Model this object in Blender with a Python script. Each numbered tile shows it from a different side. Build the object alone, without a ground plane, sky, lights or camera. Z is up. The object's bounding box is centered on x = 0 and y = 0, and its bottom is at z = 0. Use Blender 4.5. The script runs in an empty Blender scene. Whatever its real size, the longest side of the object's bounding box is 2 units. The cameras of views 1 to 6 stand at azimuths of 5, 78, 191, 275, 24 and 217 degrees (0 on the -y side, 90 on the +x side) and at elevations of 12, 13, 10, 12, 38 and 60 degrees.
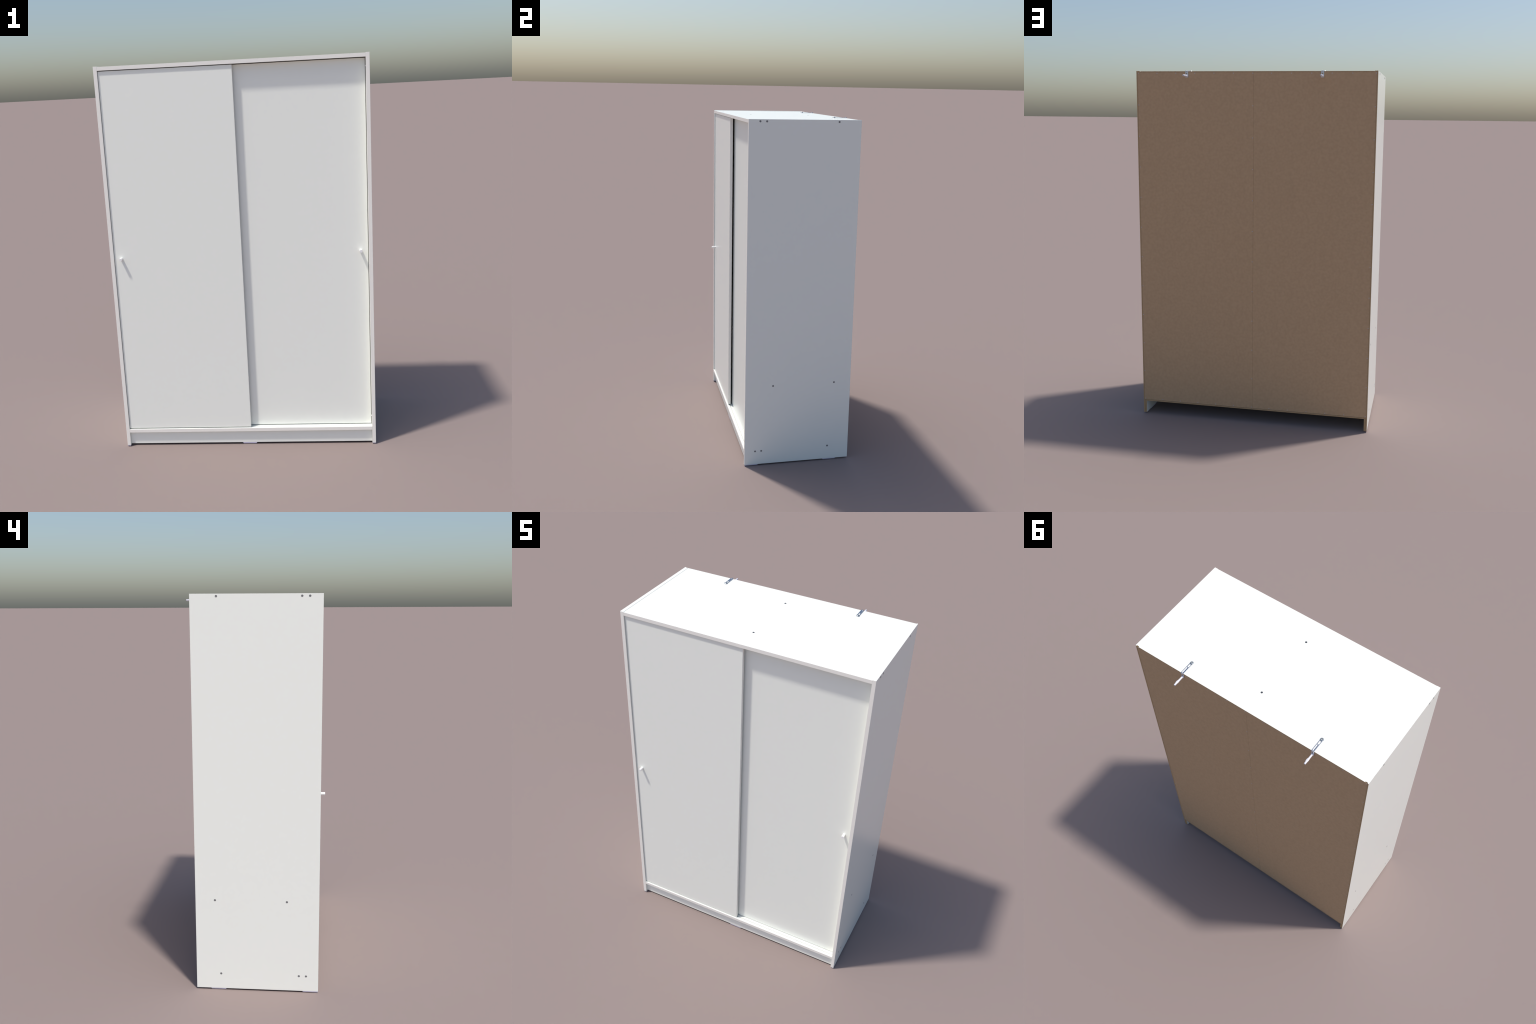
"""White two-door sliding wardrobe: melamine carcass, two sliding doors on
parallel tracks, hardboard back nailed into a rabbet, wall brackets on top."""
import bpy, bmesh, math
from mathutils import Vector, Matrix

# ------------------------------------------------------------------ sizes (m)
MM = 2.0 / 1760.0                  # scale: the real thing is 1760 mm high
BOARD = 16 * MM                    # board thickness
HALF_W = 0.6659                    # outer half width
Y_FRONT, Y_BACK = -0.3343, 0.2905  # carcass front and back
SIDE_Z0, SIDE_Z1 = 0.0050, 1.9955
INNER = HALF_W - BOARD             # inner face of the sides
TOP_Z1 = 1.9936
TOP_Z0 = TOP_Z1 - BOARD
FLOOR_Z1 = 0.0960
FLOOR_Z0 = FLOOR_Z1 - BOARD
RABBET_D = 3.2 * MM                # rabbet depth (along y)
BACK_FACE = Y_BACK - 0.0008        # hardboard sits a hair inside the rabbet
RABBET_X = 0.6602                  # rabbet outer wall
BACK_Z0, BACK_Z1 = 0.0862, 1.9886
DOOR_T = 15 * MM
DOOR_Z0, DOOR_Z1 = 0.1008, 1.9720
DOOR_L_Y, DOOR_R_Y = -0.3277, -0.3000   # front faces of the two doors
DOOR_L_X = (-0.6460, 0.0098)
DOOR_R_X = (-0.0098, 0.6453)
KNOB_Z, KNOB_X, KNOB_R, KNOB_LEN = 1.0360, 0.6095, 0.0077, 0.0275
PLINTH_Y = -0.3185
BRACKET_X = 0.3740

# ------------------------------------------------------------------ materials
def new_mat(name):
    m = bpy.data.materials.new(name)
    m.use_nodes = True
    nt = m.node_tree
    return m, nt, nt.nodes["Principled BSDF"]

def mottled(name, dark, light, scale, rough, metallic=0.0, detail=4.0,
            bump=0.0, bump_scale=200.0, stretch=(1, 1, 1), spec=0.5):
    """Principled material whose colour drifts between two close tones."""
    m, nt, b = new_mat(name)
    tc = nt.nodes.new("ShaderNodeTexCoord")
    mp = nt.nodes.new("ShaderNodeMapping")
    mp.inputs["Scale"].default_value = stretch
    nz = nt.nodes.new("ShaderNodeTexNoise")
    nz.inputs["Scale"].default_value = scale
    nz.inputs["Detail"].default_value = detail
    rp = nt.nodes.new("ShaderNodeValToRGB")
    rp.color_ramp.elements[0].position = 0.33
    rp.color_ramp.elements[1].position = 0.67
    rp.color_ramp.elements[0].color = (*dark, 1)
    rp.color_ramp.elements[1].color = (*light, 1)
    nt.links.new(tc.outputs["Object"], mp.inputs["Vector"])
    nt.links.new(mp.outputs["Vector"], nz.inputs["Vector"])
    nt.links.new(nz.outputs["Fac"], rp.inputs["Fac"])
    nt.links.new(rp.outputs["Color"], b.inputs["Base Color"])
    b.inputs["Roughness"].default_value = rough
    b.inputs["Metallic"].default_value = metallic
    b.inputs["Specular IOR Level"].default_value = spec
    if bump > 0:
        n2 = nt.nodes.new("ShaderNodeTexNoise")
        n2.inputs["Scale"].default_value = bump_scale
        n2.inputs["Detail"].default_value = 3.0
        bp = nt.nodes.new("ShaderNodeBump")
        bp.inputs["Strength"].default_value = bump
        bp.inputs["Distance"].default_value = 0.0006
        nt.links.new(mp.outputs["Vector"], n2.inputs["Vector"])
        nt.links.new(n2.outputs["Fac"], bp.inputs["Height"])
        nt.links.new(bp.outputs["Normal"], b.inputs["Normal"])
    return m

WHITE = mottled("white_melamine", (0.964, 0.978, 0.904), (0.968, 0.982, 0.910),
                40.0, 0.25)
EDGE = mottled("white_edge_band", (0.968, 0.938, 0.872), (0.976, 0.946, 0.880),
               30.0, 0.3)
RAW = mottled("raw_board_edge", (0.455, 0.305, 0.168), (0.490, 0.332, 0.186),
              60.0, 0.85, detail=6, spec=0.2)
HARDBOARD = mottled("brown_hardboard", (0.520, 0.347, 0.203), (0.566, 0.381, 0.226),
                    75.0, 0.8, detail=6, bump=0.25, bump_scale=350, spec=0.2)
PLASTIC = mottled("pale_lilac_plastic", (0.66, 0.63, 0.78), (0.70, 0.67, 0.82),
                  40.0, 0.4)
PLUG = mottled("white_plug_plastic", (0.78, 0.77, 0.84), (0.82, 0.81, 0.88),
               60.0, 0.35)
KNOB = mottled("white_lacquer", (0.960, 0.945, 0.925), (0.970, 0.955, 0.935), 30.0, 0.35)
STEEL = mottled("galvanised_steel", (0.56, 0.57, 0.59), (0.66, 0.67, 0.69),
                120.0, 0.34, metallic=1.0)
DARK_STEEL = mottled("dark_steel", (0.40, 0.43, 0.46), (0.46, 0.49, 0.52),
                     120.0, 0.5, metallic=1.0)
SCREW = mottled("grey_screw_steel", (0.215, 0.217, 0.220), (0.245, 0.247, 0.250),
                300.0, 0.4, metallic=0.25)
SKY_TINTED_SCREW = mottled("screw_steel_sky_tinted", (0.040, 0.046, 0.056), (0.052, 0.058, 0.070),  # screw grey darkened towards blue for the sky mirrored in the heads
                     300.0, 0.45)
NAIL = mottled("nail_steel", (0.51, 0.455, 0.425), (0.54, 0.485, 0.455), 300.0, 0.5,
               metallic=0.1)

# ------------------------------------------------------------------ helpers
def finish(bm, name, mats, parent=None, smooth=False, pick=None, sharp=35):
    """bmesh -> object; `pick(normal, centre)` returns the material slot."""
    bmesh.ops.recalc_face_normals(bm, faces=bm.faces)
    for f in bm.faces:
        if pick:
            f.material_index = pick(f.normal, f.calc_center_median())
        f.smooth = smooth
    me = bpy.data.meshes.new(name)
    bm.to_mesh(me)
    bm.free()
    if smooth:
        me.set_sharp_from_angle(angle=math.radians(sharp))
    for m in (mats if isinstance(mats, (list, tuple)) else [mats]):
        me.materials.append(m)
    ob = bpy.data.objects.new(name, me)
    bpy.context.scene.collection.objects.link(ob)
    if parent is not None:
        ob.parent = parent
    return ob

def chamfer(bm, w):
    if w > 0:
        es = [e for e in bm.edges if len(e.link_faces) == 2
              and e.calc_face_angle(0) > math.radians(30)]
        bmesh.ops.bevel(bm, geom=es, offset=w, segments=2, profile=0.5,
                        affect='EDGES', clamp_overlap=True)

def prism(profile, axis, a, b, w=0.0006):
    """Extrude a closed 2D profile along an axis from a to b.
    axis x: profile is (y, z); axis z: (x, y); axis y: (x, z)."""
    bm = bmesh.new()
    put = {'x': lambda p, t: (t, p[0], p[1]),
           'y': lambda p, t: (p[0], t, p[1]),
           'z': lambda p, t: (p[0], p[1], t)}[axis]
    v0 = [bm.verts.new(put(p, a)) for p in profile]
    v1 = [bm.verts.new(put(p, b)) for p in profile]
    bm.faces.new(v0)
    bm.faces.new(list(reversed(v1)))
    n = len(profile)
    for i in range(n):
        bm.faces.new((v0[i], v1[i], v1[(i + 1) % n], v0[(i + 1) % n]))
    bmesh.ops.recalc_face_normals(bm, faces=bm.faces)
    chamfer(bm, w)
    return bm

def block(x, y, z, w=0.0006):
    return prism([(x[0], y[0]), (x[1], y[0]), (x[1], y[1]), (x[0], y[1])],
                 'z', z[0], z[1], w)

def lathe(profile, seg=32, matrix=None, bm=None):
    """Revolve (radius, height) points round local z."""
    bm = bm or bmesh.new()
    new = []
    rings = []
    for r, h in profile:
        if r < 1e-6:
            ring = [bm.verts.new((0, 0, h))]
        else:
            ring = [bm.verts.new((r * math.cos(2 * math.pi * i / seg),
                                  r * math.sin(2 * math.pi * i / seg), h))
                    for i in range(seg)]
        rings.append(ring)
        new += ring
    for a, b in zip(rings, rings[1:]):
        for i in range(seg):
            j = (i + 1) % seg
            if len(a) == 1 and len(b) > 1:
                bm.faces.new((a[0], b[i], b[j]))
            elif len(b) == 1 and len(a) > 1:
                bm.faces.new((a[i], a[j], b[0]))
            elif len(a) > 1:
                bm.faces.new((a[i], a[j], b[j], b[i]))
    if matrix is not None:
        bmesh.ops.transform(bm, matrix=matrix, verts=new)
    return bm

def aim(direction, at=(0, 0, 0)):
    """Matrix that turns local +z to `direction` and moves the origin to `at`."""
    q = Vector((0, 0, 1)).rotation_difference(Vector(direction))
    return Matrix.Translation(at) @ q.to_matrix().to_4x4()

def instance(src, name, parent, matrix):
    ob = src.copy()
    ob.name = name
    bpy.context.scene.collection.objects.link(ob)
    ob.parent = parent
    ob.matrix_local = matrix
    return ob

# ------------------------------------------------------------------ the thing
root = bpy.data.objects.new("sliding_wardrobe", None)
bpy.context.scene.collection.objects.link(root)
root["label"] = "white wardrobe with two sliding doors and brown back"
root["category"] = "wardrobe"

# slots: 0 melamine, 1 front edge band, 2 raw edge
BODY = [WHITE, EDGE, RAW]
def body_pick(n, c):
    if n.y < -0.7 and c.y < Y_FRONT + 0.002:
        return 1
    if n.y > 0.7 and c.y > 0.25:
        return 2
    if c.y > Y_BACK - RABBET_D and abs(n.x) > 0.7 and abs(c.x) < RABBET_X + 0.001:
        return 2
    if c.y > Y_BACK - RABBET_D + 0.0005 and (
            (n.z > 0.5 and c.z < 0.09) or (n.z < -0.5 and c.z > 1.9)):
        return 2
    if n.z < -0.7 and c.z < 0.01:
        return 2
    return 0

for s in (-1, 1):
    prof = [(s * HALF_W, Y_FRONT), (s * HALF_W, Y_BACK), (s * RABBET_X, Y_BACK),
            (s * RABBET_X, Y_BACK - RABBET_D), (s * INNER, Y_BACK - RABBET_D),
            (s * INNER, Y_FRONT)]
    finish(prism(prof, 'z', SIDE_Z0, SIDE_Z1, 0.0004), "side_panel", BODY, root,
           pick=body_pick)

GAP = 0.0002                       # hairline joint between boards
top_prof = [(Y_FRONT, TOP_Z0), (Y_FRONT, TOP_Z1), (Y_BACK, TOP_Z1),
            (Y_BACK, BACK_Z1 + 0.0004), (Y_BACK - RABBET_D, BACK_Z1 + 0.0004),
            (Y_BACK - RABBET_D, TOP_Z0)]
finish(prism(top_prof, 'x', -INNER + GAP, INNER - GAP, 0.0003), "top_panel", BODY,
       root, pick=body_pick)

GROOVE_Y, GROOVE_W, GROOVE_D = -0.3163, 0.0034, 0.009
floor_prof = [(Y_FRONT, FLOOR_Z0), (Y_FRONT, FLOOR_Z1),
              (GROOVE_Y - GROOVE_W / 2, FLOOR_Z1),
              (GROOVE_Y - GROOVE_W / 2, FLOOR_Z1 - GROOVE_D),
              (GROOVE_Y + GROOVE_W / 2, FLOOR_Z1 - GROOVE_D),
              (GROOVE_Y + GROOVE_W / 2, FLOOR_Z1),
              (Y_BACK - RABBET_D, FLOOR_Z1),
              (Y_BACK - RABBET_D, BACK_Z0 - 0.0014), (Y_BACK, BACK_Z0 - 0.0014),
              (Y_BACK, FLOOR_Z0)]
finish(prism(floor_prof, 'x', -INNER + GAP, INNER - GAP, 0.0004), "bottom_panel",
       BODY, root, pick=body_pick)

finish(block((-INNER + GAP, INNER - GAP), (PLINTH_Y, PLINTH_Y + BOARD),
             (0.0076, FLOOR_Z0 - 0.0005)), "plinth", [WHITE, EDGE, RAW], root,
       pick=lambda n, c: 2 if n.z < -0.7 else 0)

# inside: centre partition and a low shelf on either side of it
PART_T = BOARD / 2
finish(block((-PART_T, PART_T), (-0.2700, Y_BACK - RABBET_D - 0.0005),
             (FLOOR_Z1 + 0.0003, TOP_Z0 - 0.0003)), "partition", [WHITE, EDGE], root,
       pick=lambda n, c: 1 if n.y < -0.7 else 0)
for s in (-1, 1):
    xs = sorted((s * (PART_T + GAP), s * (INNER - GAP)))
    finish(block(xs, (-0.2420, Y_BACK - RABBET_D - 0.0005),
                 (0.4868 - BOARD / 2, 0.4868 + BOARD / 2)), "shelf", [WHITE, EDGE],
           root, pick=lambda n, c: 1 if n.y < -0.7 else 0)

# two hardboard backs meeting in a thin seam at the middle
for s in (-1, 1):
    xs = sorted((s * 0.00025, s * (RABBET_X - 0.0006)))
    finish(block(xs, (Y_BACK - RABBET_D + 0.0001, BACK_FACE),
                 (BACK_Z0, BACK_Z1), 0.0002), "back_panel", HARDBOARD, root)

# nails holding the backs (tiny, joined): rows at top and bottom, three columns
nails = bmesh.new()
def nail_at(x, z):
    lathe([(0.0029, -0.001), (0.0029, 0.0003), (0.0020, 0.0007), (0, 0.0008)], 12,
          aim((0, 1, 0), (x, BACK_FACE, z)), nails)
NAIL_ROWS = (0.0924, 1.9826)
for z in NAIL_ROWS:
    for i in range(7):
        nail_at(0.6546 - i * 0.1084, z)
    for i in range(5):
        nail_at(-0.0984 - i * 0.1086, z)
    nail_at(-0.6548, z)
step = (NAIL_ROWS[1] - NAIL_ROWS[0]) / 11
for i in range(1, 11):
    z = NAIL_ROWS[0] + i * step
    nail_at(0.6558, z)
    nail_at(-0.6552, z)
    nail_at(0.0042, z)
nail_ob = finish(nails, "nail", NAIL, root, smooth=True)
nail_ob["kind"] = "stuff"

# ------------------------------------------------------------------ doors
def door(xr, yf, knob_x, stop_side):
    ob = finish(block(xr, (yf, yf + DOOR_T), (DOOR_Z0, DOOR_Z1), 0.0008),
                "sliding_door", [WHITE, EDGE], root,
                pick=lambda n, c: 1 if abs(n.x) > 0.7 else 0)
    # turned knob, a plain cylinder with softened rim
    r, L = KNOB_R, KNOB_LEN
    prof = [(0, 0), (r * 0.93, 0), (r, L - 0.0006), (r - 0.0005, L), (0, L)]
    finish(lathe(prof, 40, aim((0, -1, 0), (knob_x, yf + 0.0004, KNOB_Z))), "knob",
           KNOB, ob, smooth=True, sharp=20)
    # glides that ride in the floor track
    for gx in (xr[0] + 0.05, xr[1] - 0.012):
        finish(block((gx - 0.012, gx + 0.011),
                     (yf + DOOR_T * 0.5 + 0.0008, yf + DOOR_T * 0.5 + 0.0058),
                     (FLOOR_Z1 + 0.0002, DOOR_Z0 - 0.0003), 0.0003), "door_glide",
               SCREW, ob)
    return ob

left_door = door(DOOR_L_X, DOOR_L_Y, -KNOB_X, -1)
right_door = door(DOOR_R_X, DOOR_R_Y, KNOB_X - 0.0008, 1)

# soft stops for the rear door, on the inner face of the side it closes against
for z in (1.9345, 0.1440):
    finish(lathe([(0, -0.0004), (0.0030, -0.0004), (0.0030, 0.0016), (0.0020, 0.0022),
                  (0, 0.0022)], 16, aim((-1, 0, 0), (INNER, DOOR_R_Y - 0.0012, z))),
           "door_stop", KNOB, root, smooth=True)

# ------------------------------------------------------------------ feet
def foot(name, x, y, z1, along, slope0, slope1):
    """Low plastic glide with sloping ends, its length along x or y."""
    bm = block(x, y, (0.0, z1), 0)
    lo, hi = (x if along == 'x' else y)
    for v in bm.verts:
        if v.co.z < 1e-5:
            k = 0 if along == 'x' else 1
            v.co[k] += slope0 if abs(v.co[k] - lo) < 1e-6 else -slope1
            k2 = 1 - k
            mid = sum((y if along == 'x' else x)) / 2
            v.co[k2] += 0.0005 if v.co[k2] < mid else -0.0005
    chamfer(bm, 0.0009)
    return finish(bm, name, PLASTIC, root)

for s in (-1, 1):
    xs = sorted((s * (HALF_W - 0.0004), s * (INNER + 0.0004)))
    foot("foot", xs, (Y_FRONT + 0.0002, -0.2525), SIDE_Z0 - 0.0002, 'y', 0.0015, 0.0045)
    foot("foot", xs, (0.1383, 0.2178), SIDE_Z0 - 0.0002, 'y', 0.0010, 0.0045)
foot("foot", (-0.0400, 0.0378), (PLINTH_Y + 0.0004, PLINTH_Y + BOARD - 0.0004),
     0.0074, 'x', 0.0045, 0.0045)

# ------------------------------------------------------------------ screws
def screw_mesh(mat):
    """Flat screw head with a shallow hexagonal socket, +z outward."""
    r = 0.0056
    bm = lathe([(r, -0.002), (r, 0.0002), (r - 0.0004, 0.0005), (0.0034, 0.0005),
                (0.0030, 0.0002), (0, 0.0001)], 32)
    return finish(bm, "screw", mat, root, smooth=True)

places = []
for s in (-1, 1):
    d = (s, 0, 0)
    for y, z in ((0.1643, 1.9844), (-0.2354, 1.9844), (-0.2718, 1.9844),
                 (0.1912, 0.4868), (-0.1724, 0.4868),
                 (0.1643, 0.0868), (-0.2354, 0.0868), (-0.2718, 0.0868)):
        places.append(aim(d, (s * HALF_W, y, z)))
first = screw_mesh(SCREW)
first.matrix_local = places[0]
for m in places[1:]:
    instance(first, "screw", root, m)
# the two screws, sky reflection tinted in, through the top into the partition
for y in (-0.1990, 0.1646):
    screw_mesh(SKY_TINTED_SCREW).matrix_local = aim((0, 0, 1), (0, y, TOP_Z1))
# small covered dowel hole near the front of the top
finish(lathe([(0.0026, -0.001), (0.0026, 0.0001), (0.0018, 0.0003), (0, 0.0003)], 16,
             aim((0, 0, 1), (0, -0.2826, TOP_Z1))), "dowel_cap", EDGE, root, smooth=True)

# ------------------------------------------------------------------ wall brackets
PLATE = 0.0021
def bracket_mesh():
    """Angle strip: arm on the top board, bent down over the back, drilled."""
    hw = 0.0081
    y0, y1 = 0.2186, Y_BACK + PLATE
    zt, zb = TOP_Z1 + PLATE, 1.9602
    out = [(y0, TOP_Z1 + 0.0001), (y0, zt), (y1 - 0.0012, zt), (y1, zt - 0.0012),
           (y1, zb), (Y_BACK + 0.0001, zb), (Y_BACK + 0.0001, TOP_Z1 + 0.0001)]
    bm = prism(out, 'x', -hw, hw, 0.0003)
    ob = finish(bm, "wall_bracket", STEEL, None)
    def cutter(b):
        c = finish(b, "cutter", STEEL, None)
        md = ob.modifiers.new("cut", 'BOOLEAN')
        md.operation, md.object, md.solver = 'DIFFERENCE', c, 'EXACT'
        return c
    # round hole in the hanging arm
    cs = [cutter(lathe([(0, 0.28), (0.0031, 0.28), (0.0031, 0.31), (0, 0.31)], 24,
                       aim((0, 1, 0), (0, 0, 1.9810))))]
    # slot in the top arm
    sy0, sy1, sr = 0.2320, 0.2450, 0.0036
    pts = [(sr * math.cos(a), sy1 + sr * math.sin(a))
           for a in (i * math.pi / 10 for i in range(11))]
    pts += [(sr * math.cos(a), sy0 + sr * math.sin(a))
            for a in (math.pi + i * math.pi / 10 for i in range(11))]
    cs.append(cutter(prism(pts, 'z', 1.98, 2.01, 0)))
    # screw hole at the nose, and a shallow groove pressed along the arm
    cs.append(cutter(lathe([(0, 1.98), (0.0032, 1.98), (0.0032, 2.01), (0, 2.01)], 24,
                           Matrix.Translation((0, y0, 0)))))
    cs.append(cutter(lathe([(0, 0.252), (0.0065, 0.252), (0.0065, 0.286), (0, 0.286)], 48,
                           aim((0, 1, 0), (0, 0, zt + 0.0050)))))
    dg = bpy.context.evaluated_depsgraph_get()
    me = bpy.data.meshes.new_from_object(ob.evaluated_get(dg))
    ob.modifiers.clear()
    ob.data = me
    for c in cs:
        bpy.data.objects.remove(c)
    # rounded nose under the screw head and a pressed rib in the bend
    bm = bmesh.new()
    bm.from_mesh(me)
    nz = zt - 0.0001
    lathe([(0.0032, TOP_Z1 + 0.0002), (hw, TOP_Z1 + 0.0002), (hw, nz), (0.0032, nz),
           (0.0032, TOP_Z1 + 0.0002)], 32, Matrix.Translation((0, y0, 0)), bm)
    rib = bmesh.ops.create_uvsphere(bm, u_segments=16, v_segments=10, radius=1.0)
    bmesh.ops.transform(bm, verts=rib["verts"],
                        matrix=Matrix.Translation((0, y1 - 0.0015, zt - 0.0012))
                        @ Matrix.Diagonal((0.0026, 0.0060, 0.0042, 1)))
    bm.to_mesh(me)
    bm.free()
    return ob

def plug_mesh(parent):
    """Wall plug sticking out behind: collar, tube, spread fins, hollow end."""
    base, tip = Y_BACK + PLATE, 0.3548
    L = tip - base
    prof = [(0, -0.0005), (0.0066, -0.0005), (0.0066, 0.0016), (0.0048, 0.0024),
            (0.0046, L * 0.35), (0.0050, L * 0.55), (0.0047, L * 0.80),
            (0.0043, L - 0.001), (0.0037, L), (0.0024, L), (0.0022, L - 0.008),
            (0, L - 0.008)]
    bm = lathe(prof, 24)
    for s in (-1, 1):
        k = 1.0 if s > 0 else 0.82
        fin = [(s * 0.0038, L * 0.40), (s * k * 0.0062, L * 0.52), (s * k * 0.0066, L * 0.64),
               (s * k * 0.0056, L * 0.76), (s * 0.0038, L * 0.84)]
        b2 = prism(fin, 'y', -0.0016, 0.0016, 0.0003)
        tmp = bpy.data.meshes.new("fin")
        b2.to_mesh(tmp)
        b2.free()
        bm.from_mesh(tmp)
        bpy.data.meshes.remove(tmp)
    bmesh.ops.transform(bm, verts=bm.verts, matrix=aim((0, 1, 0), (0, base, 1.9688)))
    return finish(bm, "wall_plug", PLUG, parent, smooth=True)

def cup_washer_mesh(parent):
    z = TOP_Z1 + PLATE
    h = 2.0 - z
    prof = [(0.0030, 0), (0.0092, 0), (0.0092, 0.0010), (0.0078, h * 0.65), (0.0058, h),
            (0.0044, h), (0.0030, h - 0.0020), (0.0030, 0)]
    return finish(lathe(prof, 32, Matrix.Translation((0, 0.2186, z))), "cup_washer",
                  DARK_STEEL, parent, smooth=True)

b0 = bracket_mesh()
b0.parent = root
b0.location.x = BRACKET_X
p0, s0 = plug_mesh(b0), cup_washer_mesh(b0)
b1 = instance(b0, "wall_bracket", root, Matrix.Translation((-BRACKET_X, 0, 0)))
instance(p0, "wall_plug", b1, Matrix.Identity(4))
instance(s0, "cup_washer", b1, Matrix.Identity(4))
